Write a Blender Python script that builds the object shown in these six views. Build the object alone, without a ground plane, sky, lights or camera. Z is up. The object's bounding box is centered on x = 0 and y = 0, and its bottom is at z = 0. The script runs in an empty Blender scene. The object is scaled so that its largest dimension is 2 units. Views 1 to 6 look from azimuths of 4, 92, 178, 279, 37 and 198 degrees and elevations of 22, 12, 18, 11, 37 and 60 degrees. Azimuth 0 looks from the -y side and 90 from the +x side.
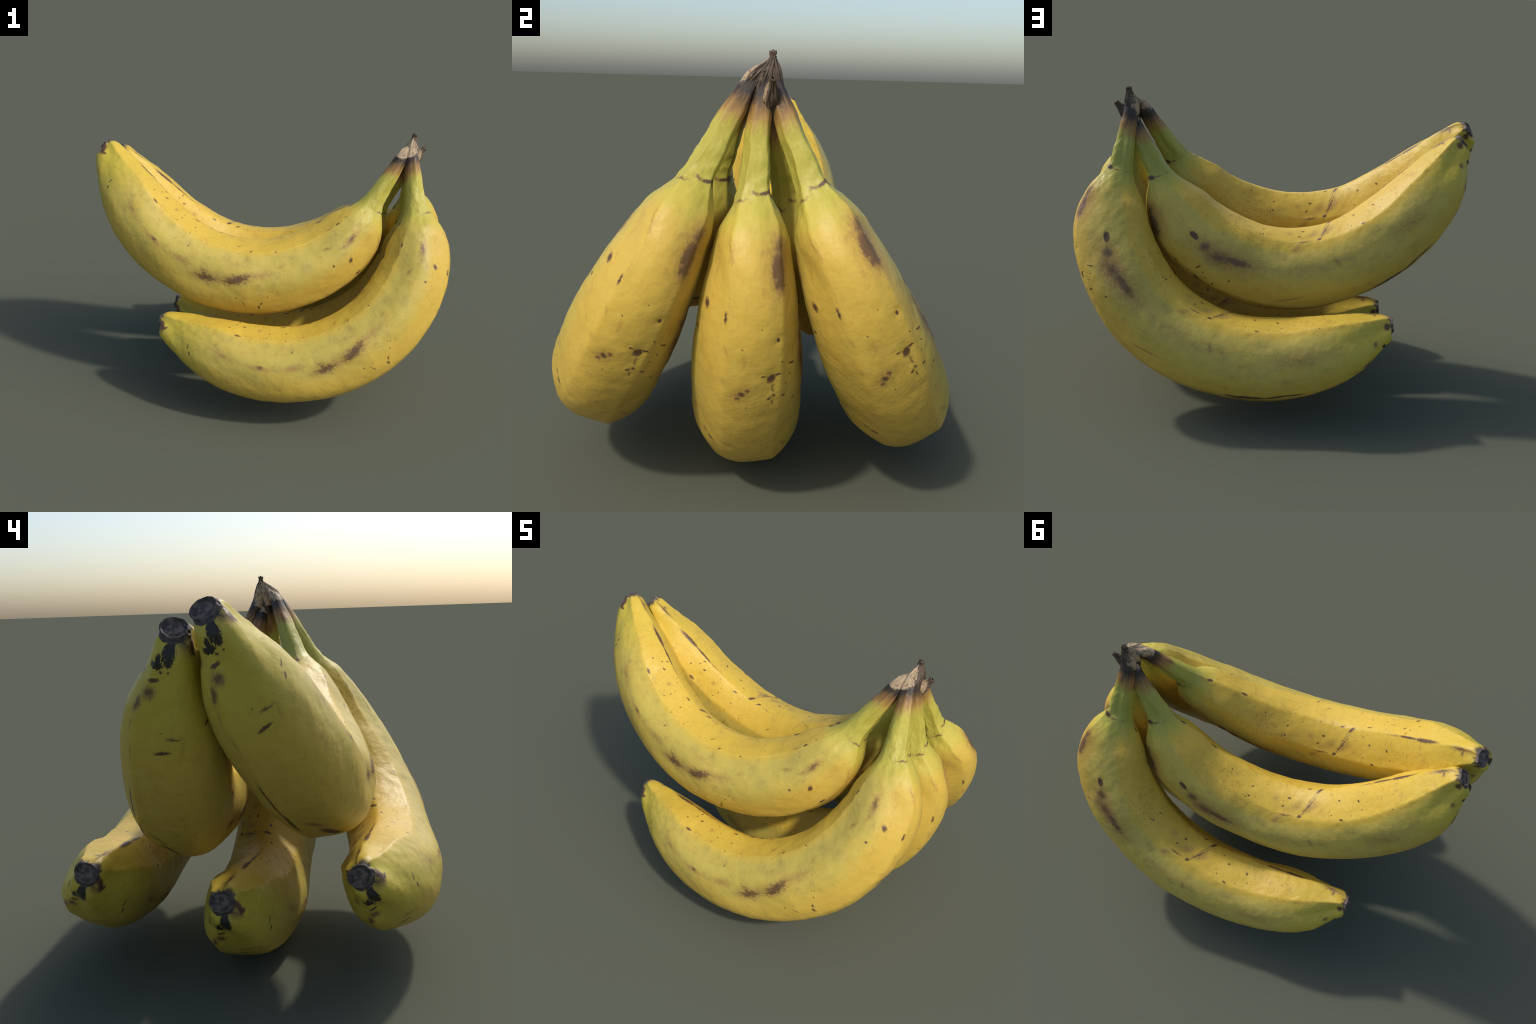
"""A hand of five bananas, joined at the stems.

One banana is lofted along a bent spine (tip -> stem), then five of them are
posed as a fan.  All colours are procedural: the fruit carries its own
"along / around" coordinates, computed in nodes from Object coordinates, and
every bruise, fleck and scar is a soft ellipse placed in them.
"""
import bpy
import math
import numpy as np
from mathutils import Vector, Quaternion, noise

RNG = np.random.default_rng(7)
MM = 0.001

# --------------------------------------------------------------------------
# 1. Measurements
# --------------------------------------------------------------------------
# control points of the spine in the plane of the bend (x, z), tip to stem
SPINE = [(-0.8928, 0.0101), (-0.8346, -0.0920), (-0.7428, -0.3103), (-0.5141, -0.5868), (-0.2024, -0.7703), (0.1651, -0.7953), (0.4866, -0.6047), (0.6537, -0.2873), (0.7752, -0.0882), (0.8549, 0.0002)]
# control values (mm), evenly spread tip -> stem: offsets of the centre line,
# mean radius and lobes of the cross-section
PROFILE = {
    'shift_out': [-10.6, -3.3, 0, 7.1, 3.8, 12.3, 7, 2.2, -8.1, -16, -28.2, -30.9, -19.3, -11.5, -16, 2.7, -4.5, -5.6, -0.5, 2.9, 5.3, -0.4, 1.5, 8],
    'shift_side': [3.9, -2.5, -8.2, 4.5, 1.9, 0.4, -2.2, 5, 11.5, 7.2, 13.4, 18.2, 16.2, 9.7, 5.2, -2.1, -2.3, -19.9, -13.3, -24.1, -20.5, -27, -22.2, -16],
    'radius': [18.8, 59.5, 65.6, 123.4, 169.5, 178.5, 186.9, 186.5, 188.9, 190.9, 183.3, 182.8, 168.5, 153.3, 135.1, 113.4, 72.5, 47.2, 45.8, 38.9, 37.2, 25.8, 28.7, 13.8],
    'cos2': [-6.1, 5.6, 17.8, 4, 4.5, 7.8, 8.7, 6.4, 10.4, 7, 9.8, 5.2, 15.9, 14.6, 19.4, 5.8, 7.7, 1.9, 4.1, 1.8, 0.8, 3.6, 2.6, 0.1],
    'sin2': [-0.1, 2.2, -3.9, 5.6, 2.8, 0.2, -0.7, -1.5, 3.7, -0.1, 2.9, 1.7, -1.7, 5.4, -0.8, 6, 5.4, 2.4, 5.1, -0.8, 1.2, 3, 0.7, -0],
    'cos3': [1, 0.1, -3.3, -5.2, -0.6, -3.3, -5.3, -1.3, 0.4, -4.3, -0.6, -0.3, -3.6, 0.3, 3.4, -1, 0.7, 0.1, 0.4, 0.2, -1.2, -0.2, 0.7, 0],
    'sin3': [-1.4, 0.8, -4.9, 2.5, -1.5, -1.8, 0.8, -3.4, -4.5, -0.4, 0.1, 2, 3.4, 8.7, 5.2, -1.4, -0.6, 1.1, 2.4, 1.5, -0.3, -0.5, -0.3, -0],
    'cos4': [-0.4, -4.4, -1.9, -4, -1.1, 3, 2.2, 0.6, 1.4, 3.5, 5.4, 1.2, 2, 3.9, 4.1, 1.1, 0.4, -1.4, -1.3, -0.3, -0.8, -1.1, -0.4, -0],
    'sin4': [0.6, 0.7, -1.5, -2.5, -0.3, 0.4, -0.6, -3.3, -3.5, -0.2, 1.7, 3.6, 4.3, 1, -1, -0.5, 0, -0.2, -0.8, 0.9, 0.2, 0.7, 0.2, 0],
    'cos5': [-0.1, 4.4, 0.2, -3, 0.3, -3.2, 0.9, -1.6, -3.7, 0.2, 1.9, 2.5, 0.9, 0.4, 1.1, -0.3, 0.4, 0.8, -0.1, -0, 0.4, -0.4, -0.4, -0],
    'sin5': [-0.7, -2, -3.4, -2.5, 0.9, -2.8, -4.3, -1.5, -2.6, 0.7, 0.8, -4.1, -0.8, 1.1, -0.2, 0.3, 0.9, -1.6, -1.8, -1, -0.3, -0.2, 0.1, 0],
}
# where each ridge of the peel runs: (stations, degrees round the fruit);
# 0 = outside of the bend, 180 = inside of the bend
RIDGE_LINES = {
    'ridge_left': ([0, .1, .2, .3, .6, .7, .82, 1], [232, 228, 231, 227, 229, 225, 240, 245]),
    'ridge_crest': ([0, .2, .35, .5, .8, 1], [188, 190, 188.5, 189, 191, 195]),
    'ridge_right': ([0, .1, .3, .45, .6, .8, 1], [136, 137, 137.5, 143, 149, 152, 152]),
    'ridge_seam': ([0, .2, .4, .65, .76, .8, .9, 1], [30, 30, 32, 38, 35, 42, 38, 36]),
    'ridge_face': ([0, .7, .76, .82, .87, .92, 1], [345, 345, 343, 333, 340, 337, 337]),
    'ridge_stem': ([0, .8, .88, 1], [290, 290, 288, 285]),
}
RIDGE_HEIGHT = {'ridge_left': 12, 'ridge_crest': 15, 'ridge_right': 14, 'ridge_seam': 14, 'ridge_face': 15, 'ridge_stem': 4}
RIDGE_REACH = {
    'ridge_left': ([0, .05, .74, .84, 1], [.3, 1, 1, .15, .1]),
    'ridge_crest': ([0, .05, .76, .86, 1], [.3, 1, 1, .3, .2]),
    'ridge_right': ([0, .05, .6, .8, 1], [.3, 1, .7, .15, .1]),
    'ridge_seam': ([0, .05, .8, .86, 1], [.3, 1, 1, .4, .2]),
    'ridge_face': ([.46, .62, .82, .9, 1], [0, 1, .8, .4, .15]),
    'ridge_stem': ([.8, .86, .95, 1], [0, 1, .5, .2]),
}
# stations crowd toward both ends: (share of the length, density)
CROWDING = ([0, .12, .68, .80, .90, 1], [1.8, 1, 1, 2.6, 2.2, 1.6])
# placing of the five fruits: (location, rotation quaternion)
POSES = {
    'upper front': ((-0.0840, 0.0053, 1.4235), (0.97778, -0.20651, -0.03252, 0.01574)),
    'upper back': ((-0.0335, 0.0639, 1.3843), (0.99508, 0.09233, -0.03560, 0.00386)),
    'lower front': ((0.1042, -0.1816, 1.0012), (0.90581, -0.24605, -0.33838, 0.06673)),
    'lower middle': ((0.1046, 0.0504, 0.9582), (0.93769, -0.04596, -0.34434, -0.00743)),
    'lower back': ((0.1034, 0.2814, 1.0061), (0.92521, 0.15918, -0.33443, -0.08251)),
}
# the bend seen in polar form about (0, ZC): (angle, radius, sideways shift)
ZC = 0.25
CENTRE = [(-1.311, 0.9141, 0.0039), (-1.150, 0.9068, -0.0022), (-0.967, 0.9146, 0.0027), (-0.787, 0.9369, 0.0008), (-0.612, 0.9605, -0.0009), (-0.441, 0.9813, 0.0031), (-0.273, 0.9971, 0.0092), (-0.109, 1.0054, 0.0089), (0.052, 1.0009, 0.0122), (0.211, 0.9864, 0.0168), (0.374, 0.9650, 0.0159), (0.540, 0.9277, 0.0091), (0.717, 0.8858, -0.0020), (0.904, 0.8458, -0.0161), (1.101, 0.8477, -0.0225), (1.283, 0.8979, -0.0160)]
# marks on the peel: (kind, name, along, around, half length, half width, turn, strength)
MARKS = [
    ('dark', 'spot_one', 0.477, -0.238, 0.0135, 0.0109, 103, 1.00),
    ('dark', 'spot_two', 0.385, -0.285, 0.0071, 0.0052, 81, 0.80),
    ('bruise', 'side_bruise', 0.535, -0.335, 0.0441, 0.0224, -179, 0.75),
    ('bruise', 'side_bruise_tail', 0.478, -0.337, 0.0260, 0.0097, -176, 0.50),
    ('bruise', 'small_bruise', 0.389, -0.391, 0.0277, 0.0105, 30, 0.55),
    ('blotch', 'blotch_stem', -0.107, -0.336, 0.0601, 0.0208, -16, 1.00),
    ('stain', 'blotch_tail', 0.016, -0.361, 0.0760, 0.0255, -3, 0.55),
    ('blotch', 'blotch_tip', -0.263, -0.308, 0.0559, 0.0174, -10, 0.90),
    ('blotch', 'blotch_tip_b', -0.266, -0.314, 0.0384, 0.0142, 54, 0.80),
    ('stain', 'blotch_halo', -0.240, -0.318, 0.1141, 0.0341, -11, 0.50),
    ('stain', 'haze', -0.117, -0.413, 0.0657, 0.0232, 5, 0.35),
    ('stain', 'tan_a', 0.255, -0.356, 0.0253, 0.0127, -3, 0.40),
    ('stain', 'tan_b', 0.119, -0.392, 0.0252, 0.0073, -6, 0.40),
    ('stain', 'tan_c', 0.207, -0.429, 0.0524, 0.0109, 18, 0.20),
    ('bruise', 'tip_patch', -0.789, -0.352, 0.0571, 0.0156, 12, 0.56),
    ('bruise', 'tip_patch_b', -0.583, -0.339, 0.0220, 0.0088, 5, 0.72),
    ('stain', 'tip_trail', -0.593, -0.334, 0.0788, 0.0117, 3, 0.64),
    ('stain', 'golden', -0.413, -0.339, 0.0536, 0.0183, -4, 0.72),
    ('dark', 'tip_tick_a', -0.992, -0.304, 0.0224, 0.0040, 82, 0.70),
    ('dark', 'tip_tick_b', -0.970, -0.266, 0.0116, 0.0042, 67, 1.00),
    ('dark', 'cluster_a', -0.721, -0.481, 0.0178, 0.0051, -9, 0.80),
    ('dark', 'cluster_b', -0.735, -0.483, 0.0131, 0.0033, -20, 0.80),
    ('dark', 'dot_h', -0.696, 0.513, 0.0112, 0.0036, -19, 0.90),
    ('dark', 'dot_i', -0.438, 0.486, 0.0138, 0.0036, -6, 0.90),
    ('dark', 'dot_k1', -0.794, -0.522, 0.0055, 0.0039, -38, 0.80),
    ('dark', 'dot_k2', -0.749, 0.509, 0.0058, 0.0033, -34, 0.80),
    ('dark', 'dot_k3', -0.737, 0.487, 0.0067, 0.0037, -35, 0.80),
    ('dark', 'dot_k5', -0.545, -0.501, 0.0045, 0.0027, -22, 0.90),
    ('stain', 'tan_cluster', -0.592, 0.524, 0.0188, 0.0090, -33, 0.60),
    ('dark', 'dent_j', -0.405, -0.419, 0.0083, 0.0026, -53, 0.70),
    ('dark', 'dent_k', -0.433, -0.481, 0.0064, 0.0031, -87, 0.70),
    ('dark', 'dot_m', -0.044, -0.489, 0.0092, 0.0037, -23, 0.90),
    ('dark', 'dot_m2', -0.122, -0.518, 0.0129, 0.0025, -31, 0.70),
    ('dark', 'dot_n', 0.102, -0.477, 0.0066, 0.0029, 25, 0.90),
    ('dark', 'ridge_tick', 0.484, -0.138, 0.0149, 0.0046, -2, 0.80),
    ('bruise', 'ridge_stain_a', 0.650, -0.148, 0.0277, 0.0054, 155, 0.50),
    ('bruise', 'ridge_stain_b', 0.519, -0.131, 0.0358, 0.0030, -179, 0.40),
    ('dark', 'crease', -0.066, -0.206, 0.0258, 0.0021, 64, 0.60),
    ('dark', 'dent_e', 0.011, -0.202, 0.0119, 0.0046, 111, 0.70),
    ('dark', 'dent_e2', 0.001, -0.178, 0.0123, 0.0051, 80, 0.80),
    ('dark', 'dent_e3', 0.052, -0.279, 0.0028, 0.0026, 28, 0.60),
    ('dark', 'dent_e4', 0.065, -0.274, 0.0061, 0.0022, 114, 0.60),
    ('dark', 'dent_e5', 0.042, -0.245, 0.0046, 0.0032, 99, 0.70),
    ('dark', 'dent_e6', -0.104, -0.237, 0.0054, 0.0028, 67, 0.60),
    ('dark', 'inner_tick_a', 0.513, -0.474, 0.0147, 0.0050, 7, 0.90),
    ('bruise', 'inner_tick_b', 0.448, -0.482, 0.0238, 0.0047, 7, 0.70),
    ('dark', 'inner_tick_c', 0.582, -0.478, 0.0052, 0.0040, 1, 0.70),
    ('dark', 'eye_spot', 0.423, 0.176, 0.0229, 0.0151, 161, 1.20),
    ('bruise', 'long_bruise_a', 0.349, 0.171, 0.0342, 0.0260, 131, 0.90),
    ('bruise', 'long_bruise_b', 0.266, 0.164, 0.0725, 0.0348, 161, 0.80),
    ('bruise', 'long_bruise_c', 0.187, 0.182, 0.0713, 0.0187, 174, 1.00),
    ('stain', 'long_bruise_halo', 0.240, 0.171, 0.1771, 0.0616, 174, 0.70),
    ('stain', 'bruise_tail', 0.062, 0.200, 0.0433, 0.0177, 177, 0.50),
    ('bruise', 'outer_bruise_a', 0.659, 0.027, 0.0264, 0.0275, -178, 0.81),
    ('bruise', 'outer_bruise_b', 0.602, 0.016, 0.0388, 0.0206, 178, 1.35),
    ('stain', 'outer_bruise_halo', 0.616, 0.031, 0.0803, 0.0558, 180, 0.68),
    ('dark', 'tick_t2', 0.337, 0.066, 0.0158, 0.0031, 120, 0.90),
    ('dark', 'tick_s', 0.254, 0.030, 0.0078, 0.0031, 126, 0.90),
    ('dark', 'tick_t', 0.191, 0.083, 0.0065, 0.0033, 95, 0.90),
    ('dark', 'tick_v', 0.308, 0.058, 0.0052, 0.0023, 116, 0.80),
    ('dark', 'tick_w', 0.371, 0.020, 0.0030, 0.0019, 117, 0.80),
    ('dark', 'tick_x', 0.290, 0.040, 0.0037, 0.0017, 113, 0.70),
    ('dark', 'dimple', 0.436, 0.007, 0.0046, 0.0047, 104, 1.00),
    ('dark', 'burst', 0.325, -0.007, 0.0115, 0.0118, 85, 1.00),
    ('dark', 'burst_left', 0.336, -0.028, 0.0080, 0.0039, 87, 0.90),
    ('dark', 'burst_right', 0.333, 0.011, 0.0117, 0.0028, 99, 0.80),
    ('bruise', 'burst_trail', 0.294, -0.002, 0.0163, 0.0044, 172, 0.70),
    ('dark', 'burst_foot', 0.260, -0.011, 0.0054, 0.0035, 50, 0.80),
    ('dark', 'burst_foot_b', 0.267, 0.000, 0.0059, 0.0047, 80, 0.70),
    ('dark', 'burst_foot_c', 0.244, -0.002, 0.0108, 0.0022, 174, 0.60),
    ('dark', 'rust_a', 0.282, -0.084, 0.0097, 0.0066, 126, 0.80),
    ('bruise', 'rust_b', 0.268, -0.095, 0.0087, 0.0057, 48, 0.90),
    ('bruise', 'rust_c', 0.294, -0.070, 0.0067, 0.0042, 53, 0.90),
    ('stain', 'rust_halo', 0.280, -0.083, 0.0344, 0.0191, 47, 0.70),
    ('dark', 'freckle_a', 0.416, -0.087, 0.0032, 0.0025, 89, 0.70),
    ('dark', 'freckle_b', 0.471, -0.039, 0.0025, 0.0019, 104, 0.60),
    ('dark', 'freckle_c', 0.235, -0.070, 0.0043, 0.0021, 26, 0.60),
    ('stain', 'smudge_a', 0.400, -0.130, 0.0154, 0.0058, 160, 0.50),
    ('stain', 'smudge_b', 0.314, -0.132, 0.0138, 0.0111, 61, 0.35),
    ('stain', 'smudge_c', 0.373, -0.080, 0.0224, 0.0154, 84, 0.35),
    ('dark', 'ridge_drop', 0.480, -0.138, 0.0086, 0.0020, 169, 0.70),
    ('bruise', 'ridge_drop_b', 0.495, -0.136, 0.0092, 0.0012, -174, 0.50),
    ('bruise', 'outer_ridge_stain', 0.659, -0.136, 0.0099, 0.0028, 165, 0.50),
    ('stain', 'outer_ridge_stain_b', 0.612, -0.129, 0.0227, 0.0022, 171, 0.40),
    ('bruise', 'smear', -0.711, 0.189, 0.1110, 0.0348, -173, 0.50),
    ('bruise', 'smear_b', -0.872, 0.187, 0.0492, 0.0110, -177, 0.40),
    ('bruise', 'mark_l', -0.306, 0.209, 0.0242, 0.0117, -116, 0.60),
    ('bruise', 'mark_m', -0.369, 0.204, 0.0253, 0.0093, -172, 0.50),
    ('bruise', 'mark_n', -0.046, 0.258, 0.0251, 0.0130, 115, 0.40),
    ('bruise', 'mark_o', -0.103, 0.301, 0.0207, 0.0116, 120, 0.40),
    ('stain', 'haze_back', -0.121, 0.202, 0.1285, 0.0301, 179, 0.40),
    ('bruise', 'scar_line', -0.277, 0.389, 0.0595, 0.0048, 129, 0.90),
    ('dark', 'scar_foot', -0.236, 0.340, 0.0121, 0.0065, 164, 1.00),
    ('dark', 'scar_head', -0.323, 0.464, 0.0194, 0.0073, 149, 1.00),
    ('bruise', 'scar_neck', -0.284, 0.417, 0.0441, 0.0037, 124, 0.70),
    ('stain', 'scar_splash', -0.292, 0.385, 0.0481, 0.0172, 158, 0.70),
    ('stain', 'scar_splash_b', -0.205, 0.382, 0.0413, 0.0201, 156, 0.60),
    ('bruise', 'scar_branch', -0.151, 0.336, 0.0399, 0.0037, 177, 0.80),
    ('stain', 'scar_branch_b', -0.104, 0.305, 0.0306, 0.0121, 155, 0.60),
    ('dark', 'scar_tick', -0.259, 0.472, 0.0153, 0.0034, 163, 0.90),
    ('bruise', 'scar_tick_b', -0.196, 0.477, 0.0370, 0.0028, -175, 0.60),
    ('dark', 'inner_dot_a', -0.150, 0.411, 0.0097, 0.0048, 177, 0.80),
    ('dark', 'inner_dot_b', -0.126, 0.372, 0.0064, 0.0039, -175, 0.80),
    ('stain', 'inner_rust', -0.071, 0.397, 0.0287, 0.0191, -173, 0.50),
    ('dark', 'inner_dot_c', 0.084, 0.413, 0.0067, 0.0040, 163, 0.90),
    ('dark', 'inner_dot_d', 0.086, 0.366, 0.0061, 0.0040, 170, 0.90),
    ('dark', 'inner_dot_e', -0.416, 0.442, 0.0050, 0.0032, -176, 0.90),
    ('dark', 'inner_dot_f', -0.473, 0.413, 0.0077, 0.0043, 172, 0.80),
    ('dark', 'inner_dot_g', -0.434, 0.350, 0.0052, 0.0033, -177, 0.80),
    ('dark', 'inner_dot_h', -0.498, 0.326, 0.0118, 0.0050, -172, 0.90),
    ('dark', 'inner_dot_i', -0.609, 0.398, 0.0097, 0.0052, -146, 0.80),
    ('stain', 'thread_a', 0.131, 0.487, 0.0423, 0.0025, -155, 0.60),
    ('stain', 'thread_b', 0.070, 0.488, 0.0308, 0.0024, 143, 0.60),
    ('dark', 'ridge_streak', -0.786, 0.470, 0.0822, 0.0050, 180, 0.90),
    ('dark', 'ridge_streak_b', -0.924, 0.472, 0.0815, 0.0090, 179, 1.00),
    ('bruise', 'ridge_streak_c', -0.653, 0.468, 0.0550, 0.0030, 178, 0.70),
    ('bruise', 'tip_streak', -1.168, 0.466, 0.0579, 0.0178, 176, 0.80),
    ('dark', 'neck_streak', 0.663, 0.488, 0.0191, 0.0117, 173, 0.90),
    ('bruise', 'neck_streak_b', 0.710, 0.488, 0.0383, 0.0093, -174, 0.70),
    ('stain', 'neck_streak_c', 0.598, 0.487, 0.0355, 0.0041, 178, 0.50),
    ('dark', 'neck_tick', 0.419, 0.481, 0.0238, 0.0061, -178, 0.90),
    ('bruise', 'neck_thread', 0.484, -0.476, 0.0782, 0.0030, -175, 0.50),
    ('dark', 'seam_a', -0.710, 0.013, 0.0398, 0.0033, 3, 0.80),
    ('dark', 'seam_b', -0.629, 0.013, 0.0476, 0.0045, -4, 1.00),
    ('dark', 'seam_c', -0.510, 0.008, 0.0785, 0.0082, -1, 1.00),
    ('dark', 'seam_d', -0.361, -0.074, 0.0664, 0.0156, -14, 1.00),
    ('bruise', 'seam_e', -0.479, -0.050, 0.0359, 0.0139, -35, 0.70),
    ('bruise', 'seam_f', -0.071, 0.056, 0.0592, 0.0053, 164, 0.60),
    ('dark', 'seam_g', -0.687, 0.016, 0.0620, 0.0048, -178, 0.80),
    ('dark', 'slash', -0.911, -0.097, 0.0241, 0.0050, -101, 1.00),
    ('bruise', 'slash_b', -0.953, -0.132, 0.0234, 0.0032, -91, 0.90),
    ('dark', 'outer_dot', -0.967, -0.089, 0.0029, 0.0026, -48, 0.90),
    ('bruise', 'outer_haze', -0.927, -0.163, 0.0239, 0.0087, 16, 0.40),
    ('dark', 'notch', -1.124, -0.051, 0.0113, 0.0042, -83, 0.90),
    ('dark', 'notch_b', -1.127, -0.097, 0.0079, 0.0029, -98, 0.80),
    ('black', 'tip_black', -1.181, -0.095, 0.0505, 0.0330, -110, 1.00),
    ('black', 'tip_black_b', -1.140, -0.013, 0.0450, 0.0090, -90, 1.00),
    ('black', 'tip_black_d', -1.155, -0.023, 0.0154, 0.0191, -34, 0.90),
    ('dark', 'tip_brown', -1.100, -0.023, 0.0248, 0.0057, -94, 0.90),
    ('bruise', 'tip_brown_b', -1.068, -0.015, 0.0251, 0.0157, -77, 0.90),
    ('bruise', 'tip_brown_c', -1.035, 0.015, 0.0233, 0.0120, -174, 0.90),
    ('bruise', 'tip_brown_d', -0.971, 0.023, 0.0264, 0.0046, -168, 0.50),
    ('bruise', 'tip_brown_e', -0.899, 0.007, 0.0245, 0.0042, -6, 0.50),
    ('bruise', 'tip_brown_f', -1.194, -0.246, 0.0780, 0.0169, -90, 0.70),
    ('bruise', 'collar_a', -1.186, -0.303, 0.0727, 0.0111, 83, 0.90),
    ('bruise', 'collar_b', -1.172, 0.439, 0.0327, 0.0096, 93, 0.80),
    ('dark', 'rim_patch', -1.194, -0.333, 0.0728, 0.0191, -108, 0.90),
    ('dark', 'rim_patch_b', -1.167, -0.307, 0.0384, 0.0099, -75, 0.90),
    ('bruise', 'tip_freckle', -1.106, 0.093, 0.0245, 0.0123, -91, 0.80),
    ('dark', 'tip_freckle_b', -1.197, 0.210, 0.0606, 0.0156, -87, 0.90),
    ('bruise', 'ring_a', 0.757, -0.190, 0.0420, 0.0022, 83, 0.80),
    ('bruise', 'ring_b', 0.782, -0.078, 0.0348, 0.0045, 94, 0.80),
    ('dark', 'ring_c', 0.786, 0.017, 0.0581, 0.0054, 86, 1.00),
    ('dark', 'ring_d', 0.782, 0.077, 0.0448, 0.0103, 102, 1.00),
    ('bruise', 'ring_e', 0.766, 0.187, 0.0728, 0.0037, 96, 0.90),
    ('bruise', 'ring_f', 0.751, 0.348, 0.0325, 0.0047, 96, 0.60),
    ('bruise', 'ring_g', 0.754, -0.208, 0.0661, 0.0034, 82, 0.80),
    ('bruise', 'stem_streak_a', 1.001, 0.473, 0.0492, 0.0330, -161, 0.80),
    ('bruise', 'stem_streak_b', 1.029, 0.333, 0.0435, 0.0368, -175, 0.60),
    ('dark', 'stem_streak_c', 1.012, 0.496, 0.0594, 0.0397, -171, 0.90),
    ('bruise', 'stem_streak_d', 1.011, 0.322, 0.0282, 0.0278, 177, 0.70),
    ('bruise', 'stem_dot', 1.021, -0.029, 0.0111, 0.0033, 88, 0.50),
    ('bruise', 'stem_dot_b', 0.916, -0.075, 0.0104, 0.0033, 88, 0.50),
]

# --------------------------------------------------------------------------
# 2. The fruit as one smooth surface
# --------------------------------------------------------------------------
NS, NT = 220, 144


def bspline(n, u, k=3):
    kn = np.concatenate([np.zeros(k), np.linspace(0, 1, n - k + 1), np.ones(k)])
    u = np.clip(u, 0, 1 - 1e-9)
    b = ((u[:, None] >= kn[None, :-1]) & (u[:, None] < kn[None, 1:])).astype(float)
    for d in range(1, k + 1):
        nb = np.zeros((len(u), b.shape[1] - 1))
        for i in range(b.shape[1] - 1):
            lo, hi = kn[i + d] - kn[i], kn[i + d + 1] - kn[i + 1]
            if lo > 0:
                nb[:, i] += (u - kn[i]) / lo * b[:, i]
            if hi > 0:
                nb[:, i] += (kn[i + d + 1] - u) / hi * b[:, i + 1]
        b = nb
    return b


def smooth(x, lo, hi):
    t = np.clip((x - lo) / (hi - lo), 0, 1)
    return t * t * (3 - 2 * t)


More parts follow.
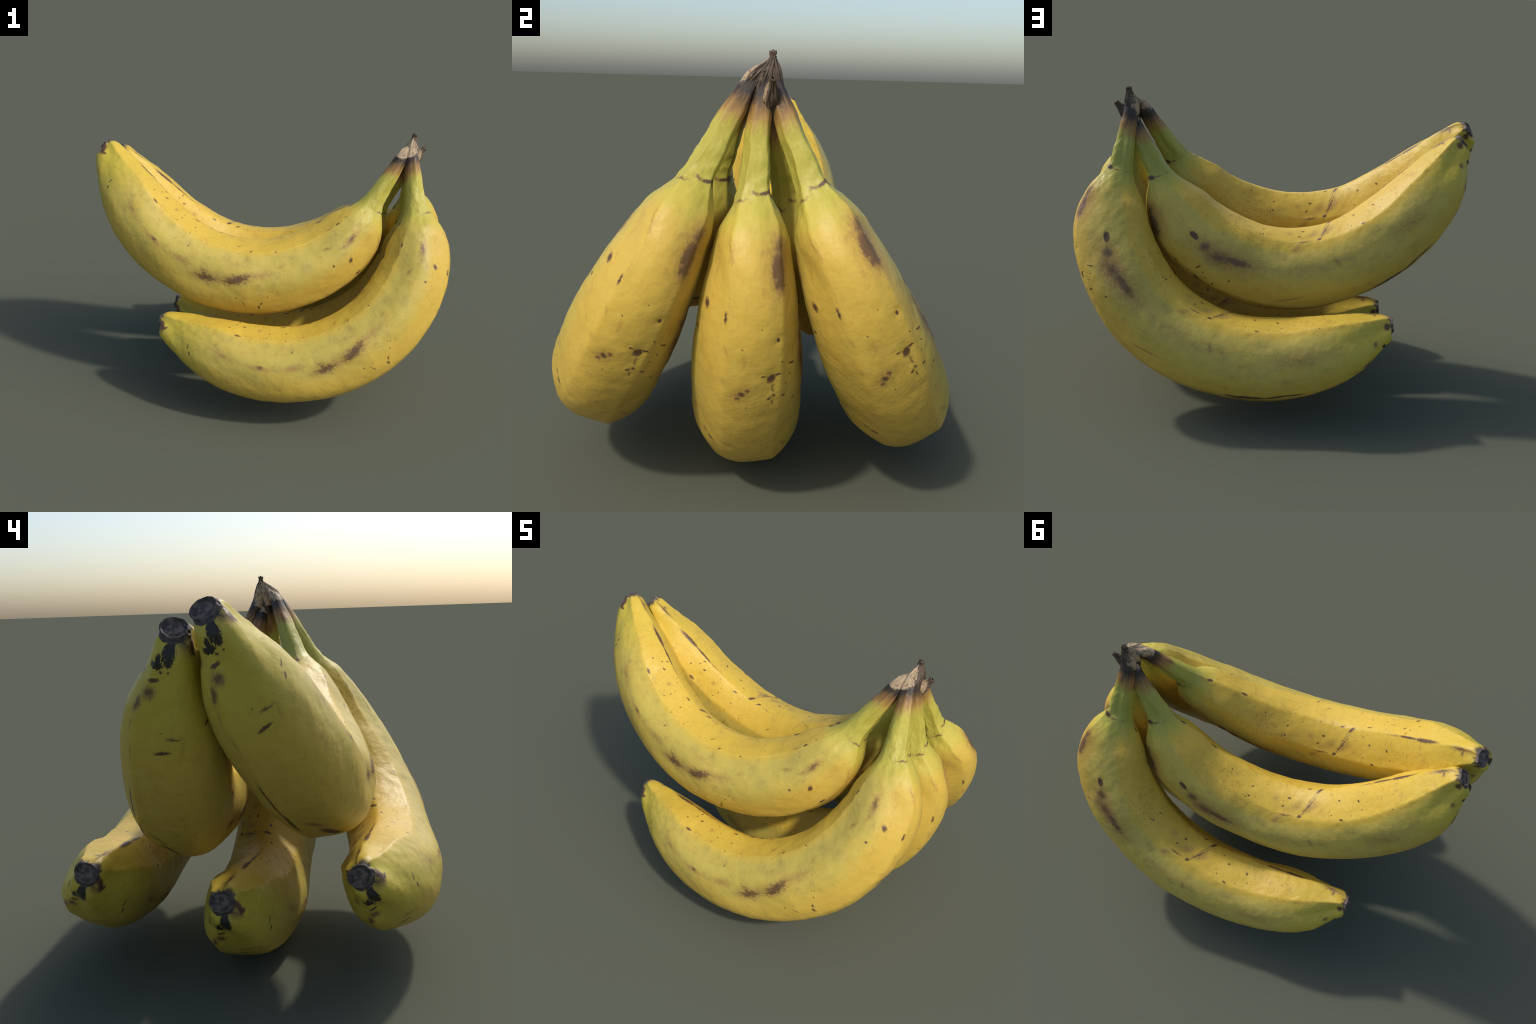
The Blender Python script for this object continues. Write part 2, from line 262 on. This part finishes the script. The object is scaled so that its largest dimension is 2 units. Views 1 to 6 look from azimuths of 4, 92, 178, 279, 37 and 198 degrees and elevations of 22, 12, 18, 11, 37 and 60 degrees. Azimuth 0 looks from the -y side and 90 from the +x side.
def fruit_surface():
    cp = np.array(SPINE)
    uu = np.linspace(0, 1, 2001)
    cc = bspline(len(cp), uu) @ cp
    arc = np.r_[0, np.cumsum(np.linalg.norm(np.diff(cc, axis=0), axis=1))]
    arc /= arc[-1]
    # stations: closer together at the tip and at the stem end
    t = np.linspace(0, 1, NS)
    dens = 1 + 2.5 * np.exp(-t / .05) + 1.8 * smooth(t, .86, .95)
    at = np.r_[0, np.cumsum(.5 / dens[1:] + .5 / dens[:-1])]
    s = at / at[-1]
    c2 = bspline(len(cp), np.interp(s, arc, uu)) @ cp
    tg = np.gradient(c2, s, axis=0)
    tg /= np.linalg.norm(tg, axis=1)[:, None]
    C = np.stack([c2[:, 0], 0 * s, c2[:, 1]], 1)
    T = np.stack([tg[:, 0], 0 * s, tg[:, 1]], 1)
    N = np.stack([tg[:, 1], 0 * s, -tg[:, 0]], 1)
    Y = np.array([0, 1., 0])
    th = np.arange(NT) * 2 * np.pi / NT
    deg = np.degrees(th)
    fine = np.linspace(0, 1, 4001)
    crowd = np.cumsum(np.interp(fine, *CROWDING))
    crowd = (crowd - crowd[0]) / (crowd[-1] - crowd[0])
    bs = bspline(len(PROFILE['radius']), np.interp(s, fine, crowd))
    val = {k: bs @ (np.array(v) * MM) for k, v in PROFILE.items()}

    r = np.repeat(val['radius'][:, None], NT, 1)
    for h in (2, 3, 4, 5):
        r += val['cos%d' % h][:, None] * np.cos(h * th) + val['sin%d' % h][:, None] * np.sin(h * th)
    for k, line in RIDGE_LINES.items():
        d = (deg[None] - np.interp(s, *line)[:, None] + 180) % 360 - 180
        cusp = np.exp(-(np.sqrt(d * d + 1.44) - 1.2) / 14)
        r += RIDGE_HEIGHT[k] * MM * cusp * np.interp(s, *RIDGE_REACH[k])[:, None]

    # the stem end is cut slantwise: the inner side is sliced off and leaves
    # a splintered beak on the outer side
    end = smooth(s, .972, 1)
    r = np.sqrt(r * r + ((.034 * np.exp(-s / .012)) ** 2)[:, None])  # blunt blossom end
    r = r * (1 - end[:, None]) + (.0088 + .0034 * np.cos(2 * th))[None] * end[:, None]
    shift_out = val['shift_out'] + .006 * smooth(s, .95, 1)
    shift_side = val['shift_side'] + .014 * smooth(s, .955, 1)
    P = C[:, None] + shift_out[:, None, None] * N[:, None] + shift_side[:, None, None] * Y
    radial = np.cos(th)[None, :, None] * N[:, None] + np.sin(th)[None, :, None] * Y
    cut_dir = math.radians(226)
    toward = r * np.cos(th - cut_dir)[None]
    limit = np.interp(s, [0, .953, .971, .990, 1], [1, .06, .027, .013, .005])[:, None]
    over = np.maximum(toward - limit, 0)
    fibre = np.array([[noise.noise(Vector((si * 45, 5 * math.cos(a), 5 * math.sin(a)))) + .5 * noise.noise(Vector((si * 80, 13 * math.cos(a), 13 * math.sin(a)))) for a in th] if si > .9 else [0] * NT for si in s])
    ragged = smooth(s, .955, .97)[:, None]
    r = r - over / np.maximum(np.cos(th - cut_dir), .35)[None] * .92 + ragged * fibre * .0055
    P = P + r[..., None] * radial
    # the blossom end is trimmed askew: lower on the outside of the bend
    askew = np.exp(-(s / .013) ** 2)[:, None] * (.019 + .27 * r * np.cos(th)[None])
    P = P + askew[..., None] * T[:, None]

    # lumps, dents and creases of the peel
    nrm = grid_normals(P)
    bump = np.zeros((NS, NT))
    neck = np.exp(-((s - .80) / .035) ** 2) * 0.9 + smooth(s, .80, .84) * (1 - smooth(s, .90, .93))

    def around(c, w):
        d = (deg - c + 180) % 360 - 180
        return np.exp(-(d / w) ** 2)
    lumpy = neck[:, None] * (around(285, 45) + .8 * around(60, 40) + .25 * around(0, 40))[None]
    tip_lumps = (smooth(s, .03, .06) * (1 - smooth(s, .16, .22)))[:, None] * (around(140, 10) + .7 * around(232, 14) + .5 * around(250, 30))[None]
    for i in range(NS):
        for j in range(NT):
            q = Vector(P[i, j])
            b = .0020 * noise.noise(q * 8) + .0017 * noise.noise(q * 19) + .0009 * noise.noise(q * 40)
            if lumpy[i, j] > .03:
                b += .0034 * lumpy[i, j] * (noise.noise(q * 34) + .5 * noise.noise(q * 70))
            if tip_lumps[i, j] > .03:
                b += .0030 * tip_lumps[i, j] * noise.noise(q * 30)
            bump[i, j] = b
    along, round_ = fruit_coordinates(P)
    for a, v, la, lv, depth in DENTS:
        bump -= depth * np.exp(-((along - a) / la) ** 2 - ((round_ - v) / lv) ** 2)
    # step of the old sheath line round the neck
    bump += (.0016 * np.exp(-((s - .8285) / .0022) ** 2) - .0016 * np.exp(-((s - .8235) / .0026) ** 2))[:, None] * (.3 + .7 * around(10, 70))[None]
    bump *= smooth(s, .0, .03)[:, None]
    # a little dried knob with a pit beside the blossom scar
    far = np.linalg.norm(P - np.array([-.873, -.032, -.009]), axis=2)
    bump += .006 * np.exp(-((far - .011) / .005) ** 2) - .006 * np.exp(-(far / .006) ** 2)
    P = P + bump[..., None] * nrm
    return s, th, P, T, N


def fruit_coordinates(P):
    """distance along the bend and round the fruit, in metres (as in the nodes)"""
    tab = np.array(CENTRE)
    a = np.arctan2(P[..., 0], ZC - P[..., 2])
    rho = np.hypot(P[..., 0], ZC - P[..., 2])
    psi = np.arctan2(P[..., 1] - np.interp(a, tab[:, 0], tab[:, 2]), rho - np.interp(a, tab[:, 0], tab[:, 1]))
    q = (psi - math.radians(30) + math.pi) % (2 * math.pi) - math.pi
    return a * .95, q * .17


# dents: (along, around, reach along, reach around, depth)
DENTS = [
    (0.436, 0.007, 0.0100, 0.0100, 0.0035),  # dimple
    (0.436, 0.007, 0.0200, 0.0200, 0.0015),  # dimple
    (0.325, -0.007, 0.0120, 0.0200, 0.0035),  # burst
    (0.342, -0.019, 0.0060, 0.0300, 0.0040),  # burst
    (0.471, -0.039, 0.0120, 0.0120, 0.0020),  # freckle_b
    (0.423, 0.176, 0.0080, 0.0080, 0.0020),  # eye_spot
    (-0.066, -0.206, 0.0050, 0.0200, 0.0030),  # crease
    (-0.076, -0.206, 0.0060, 0.0220, -0.0025),  # crease
    (0.001, -0.178, 0.0060, 0.0080, 0.0025),  # dent_e2
    (-0.007, -0.172, 0.0070, 0.0100, -0.0020),  # dent_e2
    (-0.405, -0.419, 0.0050, 0.0050, 0.0022),  # dent_j
    (-0.433, -0.481, 0.0050, 0.0060, 0.0025),  # dent_k
    (-0.911, -0.097, 0.0050, 0.0140, 0.0020),  # slash
]


def grid_normals(P):
    ds = np.gradient(P, axis=0)
    dt = (np.roll(P, -1, 1) - np.roll(P, 1, 1)) / 2
    n = np.cross(dt, ds)
    n /= np.linalg.norm(n, axis=2)[..., None] + 1e-12
    if np.mean(np.sum(n * (P - P.mean(1, keepdims=True)), 2)) < 0:
        n = -n
    return n


def ring_mesh(name, rings, normals, cap_first=None, cap_last=None, material=None):
    """tube through rings of NT points, with the given vertex normals"""
    verts = [tuple(p) for ring in rings for p in ring]
    faces = []
    for i in range(len(rings) - 1):
        for j in range(NT):
            k = (j + 1) % NT
            faces.append((i * NT + j, i * NT + k, (i + 1) * NT + k, (i + 1) * NT + j))
    nl = [tuple(v) for ring in normals for v in ring]
    for cap, row in ((cap_first, 0), (cap_last, len(rings) - 1)):
        if cap is not None:
            verts.append(tuple(cap[0]))
            nl.append(tuple(cap[1]))
            c = len(verts) - 1
            for j in range(NT):
                k = (j + 1) % NT
                faces.append((c, row * NT + k, row * NT + j) if row == 0 else (c, row * NT + j, row * NT + k))
    me = bpy.data.meshes.new(name)
    me.from_pydata(verts, [], faces)
    me.update()
    # faces look outward
    f0 = me.polygons[len(faces) // 2]
    if Vector(nl[f0.vertices[0]]).dot(f0.normal) < 0:
        me.flip_normals()
    me.polygons.foreach_set('use_smooth', [True] * len(me.polygons))
    me.normals_split_custom_set_from_vertices(nl)
    me.materials.append(material)
    return me


# --------------------------------------------------------------------------
# 3. Peel material
# --------------------------------------------------------------------------
class Nodes:
    """small helper to write node trees as formulas"""

    def __init__(self, name):
        self.mat = bpy.data.materials.new(name)
        self.mat.use_nodes = True
        self.t = self.mat.node_tree
        self.t.nodes.clear()

    def new(self, kind, **props):
        n = self.t.nodes.new(kind)
        for k, v in props.items():
            setattr(n, k, v)
        return n

    def put(self, sock, v):
        if isinstance(v, bpy.types.NodeSocket):
            self.t.links.new(v, sock)
        elif v is not None:
            sock.default_value = v

    def math(self, op, a, b=None, c=None, clamp=False):
        n = self.new('ShaderNodeMath', operation=op, use_clamp=clamp)
        for i, v in enumerate((a, b, c)):
            self.put(n.inputs[i], v)
        return n.outputs[0]

    def vmath(self, op, a, b=None):
        n = self.new('ShaderNodeVectorMath', operation=op)
        self.put(n.inputs[0], a)
        if op == 'SCALE':
            self.put(n.inputs['Scale'], b)
        elif b is not None:
            self.put(n.inputs[1], b)
        return n.outputs['Value'] if op == 'LENGTH' else n.outputs[0]

    def xyz(self, x, y, z=0.0):
        n = self.new('ShaderNodeCombineXYZ')
        for i, v in enumerate((x, y, z)):
            self.put(n.inputs[i], v)
        return n.outputs[0]

    def ramp(self, v, a, b, lo=0.0, hi=1.0, kind='SMOOTHSTEP'):
        n = self.new('ShaderNodeMapRange', interpolation_type=kind)
        n.clamp = True
        for k, x in zip(('Value', 'From Min', 'From Max', 'To Min', 'To Max'), (v, a, b, lo, hi)):
            self.put(n.inputs[k], x)
        return n.outputs[0]

    def noise(self, vec, scale, detail=3.0, rough=.55, colour=False):
        n = self.new('ShaderNodeTexNoise')
        self.put(n.inputs['Vector'], vec)
        self.put(n.inputs['Scale'], scale)
        self.put(n.inputs['Detail'], detail)
        self.put(n.inputs['Roughness'], rough)
        return n.outputs['Color'] if colour else n.outputs['Fac']

    def voronoi(self, vec, scale):
        n = self.new('ShaderNodeTexVoronoi')
        self.put(n.inputs['Vector'], vec)
        self.put(n.inputs['Scale'], scale)
        return n.outputs['Distance'], n.outputs['Color']

    def mix(self, fac, a, b):
        n = self.new('ShaderNodeMix', data_type='RGBA')
        self.put(n.inputs['Factor'], fac)
        self.put(n.inputs[6], a)
        self.put(n.inputs[7], b)
        return n.outputs[2]

    def table(self, v, lo, hi, xs, ys, ylo, yhi):
        """piecewise linear table as a float curve"""
        n = self.new('ShaderNodeFloatCurve')
        c = n.mapping.curves[0]
        pts = [((x - lo) / (hi - lo), (y - ylo) / (yhi - ylo)) for x, y in zip(xs, ys)]
        while len(c.points) < len(pts):
            c.points.new(.5, .5)
        for p, (x, y) in zip(c.points, pts):
            p.location = (x, y)
            p.handle_type = 'VECTOR'
        n.mapping.update()
        self.put(n.inputs['Value'], self.ramp(v, lo, hi, 0, 1, 'LINEAR'))
        return self.ramp(n.outputs[0], 0, 1, ylo, yhi, 'LINEAR')

    def add(self, *vs):
        o = vs[0]
        for v in vs[1:]:
            o = self.math('ADD', o, v)
        return o

    def mul(self, *vs):
        o = vs[0]
        for v in vs[1:]:
            o = self.math('MULTIPLY', o, v)
        return o

    def finish(self, col, rough, height, strength, spec=.5):
        bump = self.new('ShaderNodeBump')
        bump.inputs['Strength'].default_value = strength
        bump.inputs['Distance'].default_value = .004
        self.put(bump.inputs['Height'], height)
        out = self.new('ShaderNodeOutputMaterial')
        bsdf = self.new('ShaderNodeBsdfPrincipled')
        self.put(bsdf.inputs['Base Color'], col)
        bsdf.inputs['Roughness'].default_value = rough
        bsdf.inputs['Specular IOR Level'].default_value = spec
        self.put(bsdf.inputs['Normal'], bump.outputs[0])
        self.t.links.new(bsdf.outputs[0], out.inputs[0])

    def sub(self, a, b):
        return self.math('SUBTRACT', a, b)

    def max(self, *vs):
        o = vs[0]
        for v in vs[1:]:
            o = self.math('MAXIMUM', o, v)
        return o


def rgb(r, g, b):
    return (r, g, b, 1.0)


def fruit_nodes(N):
    """object position -> (along, around) metres, angle cos/sin"""
    tc = N.new('ShaderNodeTexCoord').outputs['Object']
    sep = N.new('ShaderNodeSeparateXYZ')
    N.put(sep.inputs[0], tc)
    x, y, z = sep.outputs
    h = N.sub(ZC, z)
    a = N.math('ARCTAN2', x, h)
    rho = N.math('SQRT', N.add(N.mul(x, x), N.mul(h, h)))
    xs = [c[0] for c in CENTRE]
    rc = N.table(a, xs[0], xs[-1], xs, [c[1] for c in CENTRE], .8, 1.05)
    yc = N.table(a, xs[0], xs[-1], xs, [c[2] for c in CENTRE], -.03, .03)
    dr, dy = N.sub(rho, rc), N.sub(y, yc)
    rad = N.math('SQRT', N.add(N.mul(dr, dr), N.mul(dy, dy), 1e-8))
    co, si = N.math('DIVIDE', dr, rad), N.math('DIVIDE', dy, rad)
    c30, s30 = math.cos(math.radians(30)), math.sin(math.radians(30))
    q = N.math('ARCTAN2', N.sub(N.mul(si, c30), N.mul(co, s30)), N.add(N.mul(co, c30), N.mul(si, s30)))
    along, round_ = N.mul(a, .95), N.mul(q, .17)
    return tc, along, round_, co, si


def peel_material(name, u_from, u_to, stem=False):
    """skin of the fruit between two distances along it (metres)"""
    N = Nodes(name)
    tc, U, V, co, si = fruit_nodes(N)
    # coordinates without a seam: stretched along the fruit for fibres
    tube = N.xyz(U, N.mul(co, .17), N.mul(si, .17))
    fibres = N.xyz(N.mul(U, .16), N.mul(co, .17), N.mul(si, .17))

    # ---- ground colours ---------------------------------------------------
    cloud = N.noise(tube, 5.5, 2, .55)
    cloud2 = N.noise(tube, 14, 2, .6)
    streak = N.noise(fibres, 42, 2, .6)
    grain = N.noise(N.vmath('MULTIPLY', tube, (.6, 1, 1)), 120, 2, .65)
    inner = N.ramp(co, -.50, -.72)
    outer = N.ramp(co, .30, .80)
    flank = N.math('SUBTRACT', 1.0, N.max(inner, outer), clamp=True)
    col = N.mix(inner, rgb(*COL['flank']), rgb(*COL['inner']))
    col = N.mix(outer, col, rgb(*COL['outer']))
    col = N.mix(N.mul(N.ramp(cloud, .48, .72), .35), col, rgb(*COL['gold']))
    col = N.mix(N.mul(N.ramp(cloud2, .45, .75), flank, .5), col, rgb(*COL['grey_green']))
    # greener toward the blossom tip and at the neck
    if not stem:
        col = N.mix(N.mul(N.ramp(U, -.80, -1.1), N.ramp(cloud2, .2, .7, .45, .9), N.ramp(inner, 0, 1, 1, .35)), col, rgb(*COL['tip_green']))
    neck_at = N.add(U, N.mul(N.sub(cloud2, .5), .10), N.mul(co, -.02))
    col = N.mix(N.mul(N.ramp(neck_at, .60, .735), .78), col, rgb(*COL['neck']))
    stem_green = N.mul(N.ramp(neck_at, .67, .80), N.ramp(N.add(N.mul(si, .6), N.mul(co, -.5)), -.6, .9, .25, 1.0))
    col = N.mix(stem_green, col, rgb(*COL['stem']))
    if not stem:
        # thin bright lines on the ridges that edge the inner faces
        for deg_, w in ((228, .005), (139, .004)):
            v0 = math.radians((deg_ - 30 + 180) % 360 - 180) * .17
            line = N.ramp(N.math('ABSOLUTE', N.sub(V, v0)), w, .001)
            line = N.mul(line, N.ramp(cloud2, .4, .65), N.ramp(U, .55, .4), .22)
            col = N.mix(line, col, rgb(*COL['ridge']))
    # faint tan mottling
    mott = N.noise(tube, 30, 3, .65)
    col = N.mix(N.mul(N.ramp(mott, .52, .74), N.ramp(cloud, .32, .58), .38), col, rgb(*COL['stain']))
    col = N.mix(N.mul(N.ramp(cloud2, .58, .78), N.ramp(mott, .35, .6), flank, .40), col, rgb(*COL['stain']))
    col = N.mix(N.mul(N.ramp(mott, .46, .28), .30), col, rgb(*COL['pale']))
    # fine fibre streaks
    col = N.mix(N.mul(N.ramp(streak, .5, .8), .22), col, rgb(*COL['fibre']))
    col = N.mix(N.mul(N.ramp(streak, .5, .2), .18), col, rgb(*COL['pale']))

    # ---- marks ------------------------------------------------------------
    warp = N.vmath('SUBTRACT', N.noise(tc, 70, 2, .6, True), (.5, .5, .5))
    flat = N.xyz(U, V)
    soft_xy = N.vmath('ADD', flat, N.vmath('SCALE', warp, .020))
    fine = N.vmath('SUBTRACT', N.noise(tc, 170, 1, .6, True), (.5, .5, .5))
    hard_xy = N.vmath('ADD', flat, N.vmath('ADD', N.vmath('SCALE', warp, .009), N.vmath('SCALE', fine, .006)))
    style = {  # warped coordinates, reach in ellipse radii
        'stain': (soft_xy, 1.6), 'bruise': (soft_xy, 1.5), 'blotch': (soft_xy, 1.6),
        'dark': (hard_xy, 1.35), 'black': (soft_xy, 1.3)}
    layer = {}
    previous, here = None, {}
    near = [m for m in MARKS if m[2] + m[4] > u_from - .03 and m[2] - m[4] < u_to + .03]
    for i, (kind, _, u, v, hl, hw, turn, strength) in enumerate(sorted(near, key=lambda m: list(style).index(m[0]))):
        xy, reach = style[kind]
        grow = {'dark': 1.12, 'bruise': 1.3, 'blotch': 1.3}.get(kind, 1.15)
        if i % 12 == 0:  # (keeps the renderer from working all marks at once)
            nudge = N.mul(previous, 1e-6) if previous is not None else 0.0
            here = {}
        if kind not in here:
            here[kind] = N.vmath('ADD', xy, N.xyz(nudge, 0.0))
        # soft ellipse: 1 at its heart, 0 at its reach
        g = N.new('ShaderNodeTexGradient', gradient_type='SPHERICAL')
        tm = g.texture_mapping
        tm.vector_type = 'TEXTURE'
        tm.translation = (u, v, 0)
        tm.rotation = (0, 0, math.radians(turn))
        tm.scale = (max(hl * grow, .003) * reach, max(hw * grow, .0026) * reach, 1)
        N.put(g.inputs[0], here[kind])
        mask = N.mul(g.outputs['Fac'], strength) if strength != 1 else g.outputs['Fac']
        layer[kind] = mask if kind not in layer else N.max(layer[kind], mask)
        previous = layer[kind]

    def paint(kind, lo, hi, grip, colour, colour_in, most):
        if kind not in layer:
            return col
        m = N.ramp(N.add(layer[kind], N.mul(N.sub(grain, .5), N.mul(N.math('MINIMUM', layer[kind], .3), grip))), lo, hi)
        return N.mix(N.mul(m, most), col, N.mix(N.ramp(m, .4, 1.0), rgb(*COL[colour]), rgb(*COL[colour_in])))
    col = paint('stain', .0, .75, 2.2, 'stain', 'stain', .78)
    col = paint('bruise', .0, .80, 1.6, 'stain', 'bruise', .92)
    col = paint('blotch', .02, .80, 3.0, 'stain', 'blotch', .92)
    col = paint('dark', .02, .55, 1.6, 'bruise', 'dark', .95)
    col = paint('black', .13, .36, 4.5, 'dark', 'black', .97)

    # ---- freckles: small on the inner faces, sparse elsewhere ---------------
    if not stem:
        zone = N.mul(N.ramp(co, -.45, -.7), N.ramp(U, -1.18, -1.0), N.ramp(U, .62, .3))
        thick = N.ramp(cloud, .38, .62, .45, 1.0)
        amount = N.max(N.mul(zone, thick), .36)
        freckles = None
        for scale, rmax, keep in ((38, .20, .50), (100, .28, .28)):
            d, c = N.voronoi(N.vmath('MULTIPLY', tube, (.75, 1, 1)), scale)
            sc = N.new('ShaderNodeSeparateColor')
            N.put(sc.inputs[0], c)
            size = N.mul(N.ramp(sc.outputs[0], keep, 1.0, 0, rmax, 'LINEAR'), amount)
            spot = N.mul(N.ramp(N.sub(d, size), .05, -.05), N.ramp(size, .0, .03), N.ramp(amount, .3, .8, .35, .85))
            freckles = spot if freckles is None else N.max(freckles, spot)
        col = N.mix(freckles, col, rgb(*COL['freckle']))
        # blossom end: dark collar
        ragged = N.mul(N.sub(cloud2, .5), .05)
        collar = N.ramp(N.add(U, ragged, N.mul(co, -.012)), -1.208, -1.224)
        col = N.mix(N.mul(collar, .95), col, rgb(*COL['collar']))
    else:
        # stem end: rust, then black under the cut
        top = N.add(U, N.mul(N.sub(cloud2, .5), .09), N.mul(N.sub(streak, .5), .05), N.mul(co, -.012))
        col = N.mix(N.mul(N.ramp(top, .935, 1.02), .85), col, rgb(*COL['rust']))
        col = N.mix(N.mul(N.ramp(top, .985, 1.065), .8), col, rgb(*COL['stem_brown']))
        col = N.mix(N.mul(N.ramp(top, 1.03, 1.085), 1.0), col, rgb(*COL['stem_black']))
    N.finish(col, .47, N.add(N.noise(tc, 26, 2, .5), N.mul(N.noise(tc, 75, 1, .5), .4)), .48, spec=.33)
    return N.mat


def cut_material():
    """the dry, splintered end of the stem: black at the root, then wood fibre"""
    N = Nodes('dry_stem_fibre')
    tc, U, V, co, si = fruit_nodes(N)
    facing_cut = N.add(N.mul(co, math.cos(math.radians(226))), N.mul(si, math.sin(math.radians(226))))
    dry_at = N.add(U, N.mul(N.sub(N.noise(tc, 50, 3, .6), .5), .085), N.mul(facing_cut, .025))
    dry = N.ramp(dry_at, 1.105, 1.13)
    wood = N.noise(N.vmath('MULTIPLY', tc, (30, 60, 30)), 2.2, 3, .65)
    shade = N.ramp(N.add(wood, N.mul(facing_cut, .20)), .42, .66)
    dry_col = N.mix(shade, rgb(*COL['dry_dark']), rgb(*COL['dry_pale']))
    col = N.mix(dry, rgb(*COL['stem_black']), dry_col)
    N.finish(col, .6, wood, .5)
    return N.mat


def scar_material():
    """the dry, dark disc where the flower was"""
    N = Nodes('blossom_scar')
    tc = N.new('ShaderNodeTexCoord').outputs['Object']
    n1 = N.noise(tc, 45, 4, .6)
    n2 = N.noise(tc, 140, 3, .6)
    col = N.mix(N.ramp(n1, .42, .68), rgb(*COL['scar_dark']), rgb(*COL['scar_brown']))
    col = N.mix(N.mul(N.ramp(n2, .6, .75), .4), col, rgb(*COL['scar_pale']))
    N.finish(col, .6, N.add(n1, n2), .4, spec=.25)
    return N.mat


# linear base colours
COL = {
    'flank': (.54, .415, .080), 'inner': (.64, .425, .052), 'outer': (.615, .408, .066),  # flank darkened slightly to carry the baked shading of the side faces
    'gold': (.60, .37, .05), 'grey_green': (.41, .335, .080), 'tip_green': (.54, .43, .040),
    'neck': (.47, .42, .060), 'stem': (.34, .345, .062), 'ridge': (.78, .62, .16),
    'fibre': (.40, .29, .05), 'pale': (.62, .48, .09),
    'stain': (.33, .19, .055), 'bruise': (.135, .072, .036), 'blotch': (.11, .054, .028),
    'dark': (.092, .046, .028), 'black': (.018, .018, .018), 'freckle': (.20, .095, .03),
    'collar': (.060, .042, .036), 'stem_brown': (.125, .072, .034), 'rust': (.36, .175, .055), 'stem_black': (.042, .030, .023),
    'dry_pale': (.45, .325, .19), 'dry_dark': (.095, .064, .040),
    'scar_dark': (.068, .056, .050), 'scar_brown': (.20, .15, .12), 'scar_pale': (.26, .19, .15),
}


# --------------------------------------------------------------------------
# 4. Build
# --------------------------------------------------------------------------
def build():
    s, th, P, T, Nv = fruit_surface()
    nrm = grid_normals(P)
    scar, cut = scar_material(), cut_material()
    neck_u = float(fruit_coordinates(P[int(np.searchsorted(s, .826))])[0].mean())
    peel = peel_material('banana_peel', -9, neck_u)
    stem_peel = peel_material('stem_peel', neck_u, 9, stem=True)
    scene = bpy.context.scene.collection

    i_tip = int(np.searchsorted(s, .0065))
    i_neck = int(np.searchsorted(s, .826))
    i_cut = int(np.searchsorted(s, .948))

    # blossom scar: the tube folds over a lip into a shallow, flat floor
    rim = P[0]
    centre = rim.mean(0)
    axis = np.cross(P[0, NT // 4] - centre, P[0, 0] - centre)
    axis /= np.linalg.norm(axis) * (-1 if axis @ T[0] > 0 else 1)
    folds = []
    for f, d in ((.97, .0020), (.90, .0032), (.82, .0012), (.75, -.0042), (.68, -.0058), (.60, -.0030), (.45, -.0034), (.20, -.0040)):
        ring = []
        for j in range(NT):
            q = Vector(rim[j])
            ff = f * (1 + noise.noise(q * 55) * .10 * (1 if f > .5 else .3))
            dd = d + .0042 * noise.noise(q * 42 + Vector((3, 1, f * 2))) * (1 if f > .5 else .4)
            ring.append(centre + (rim[j] - centre) * ff + axis * dd)
        folds.append(ring)
    G = np.concatenate([np.array(folds)[::-1], P[:i_tip + 1]])
    gn = grid_normals(G)
    for k in range(len(folds)):
        out = (G[k] - centre) @ axis  # floor looks out along the axis
        flip = np.sum(gn[k] * axis, 1) < -.2
        gn[k][flip & (k < 3)] *= -1
    gn[len(folds) + 2:] = nrm[2:i_tip + 1]

    parts = {
        'blossom_end': ring_mesh('blossom_end', G, gn, cap_first=(G[0].mean(0) - axis * .0005, axis), material=scar),
        'banana': ring_mesh('banana', P[i_tip:i_neck + 1], nrm[i_tip:i_neck + 1], material=peel),
        'stem': ring_mesh('stem', P[i_neck:i_cut + 1], nrm[i_neck:i_cut + 1], material=stem_peel),
    }
    # dry cut end with a notched, splintered top
    last = P[i_cut:].copy()
    nl = nrm[i_cut:].copy()
    tipc = last[-1].mean(0)
    extra = []
    for f, d in ((.8, .004), (.45, .0005)):
        extra.append(tipc + (last[-1] - tipc) * f + T[-1] * d + np.array([[0, 0, .005 * abs(math.sin(a - .4)) * (f > .6)] for a in th]))
    last = np.concatenate([last, np.array(extra)])
    up = np.repeat(T[-1][None], NT, 0)
    nl = np.concatenate([nl, np.array([nrm[-1] * .5 + up * .7, up])])
    parts['cut_end'] = ring_mesh('cut_end', last, nl, cap_last=(tipc - T[-1] * .003, T[-1]), material=cut)

    root = bpy.data.objects.new('banana_bunch', None)
    root.empty_display_size = .3
    root['label'] = 'a hand of five ripe yellow bananas with brown spots'
    root['category'] = 'bananas'
    scene.objects.link(root)
    for where, (loc, quat) in POSES.items():
        fruit = bpy.data.objects.new('banana', parts['banana'])
        fruit.parent = root
        fruit.rotation_mode = 'QUATERNION'
        fruit.location = loc
        fruit.rotation_quaternion = Quaternion(quat)
        scene.objects.link(fruit)
        for kind in ('stem', 'cut_end', 'blossom_end'):
            ob = bpy.data.objects.new(kind, parts[kind])
            ob.parent = fruit
            scene.objects.link(ob)


build()
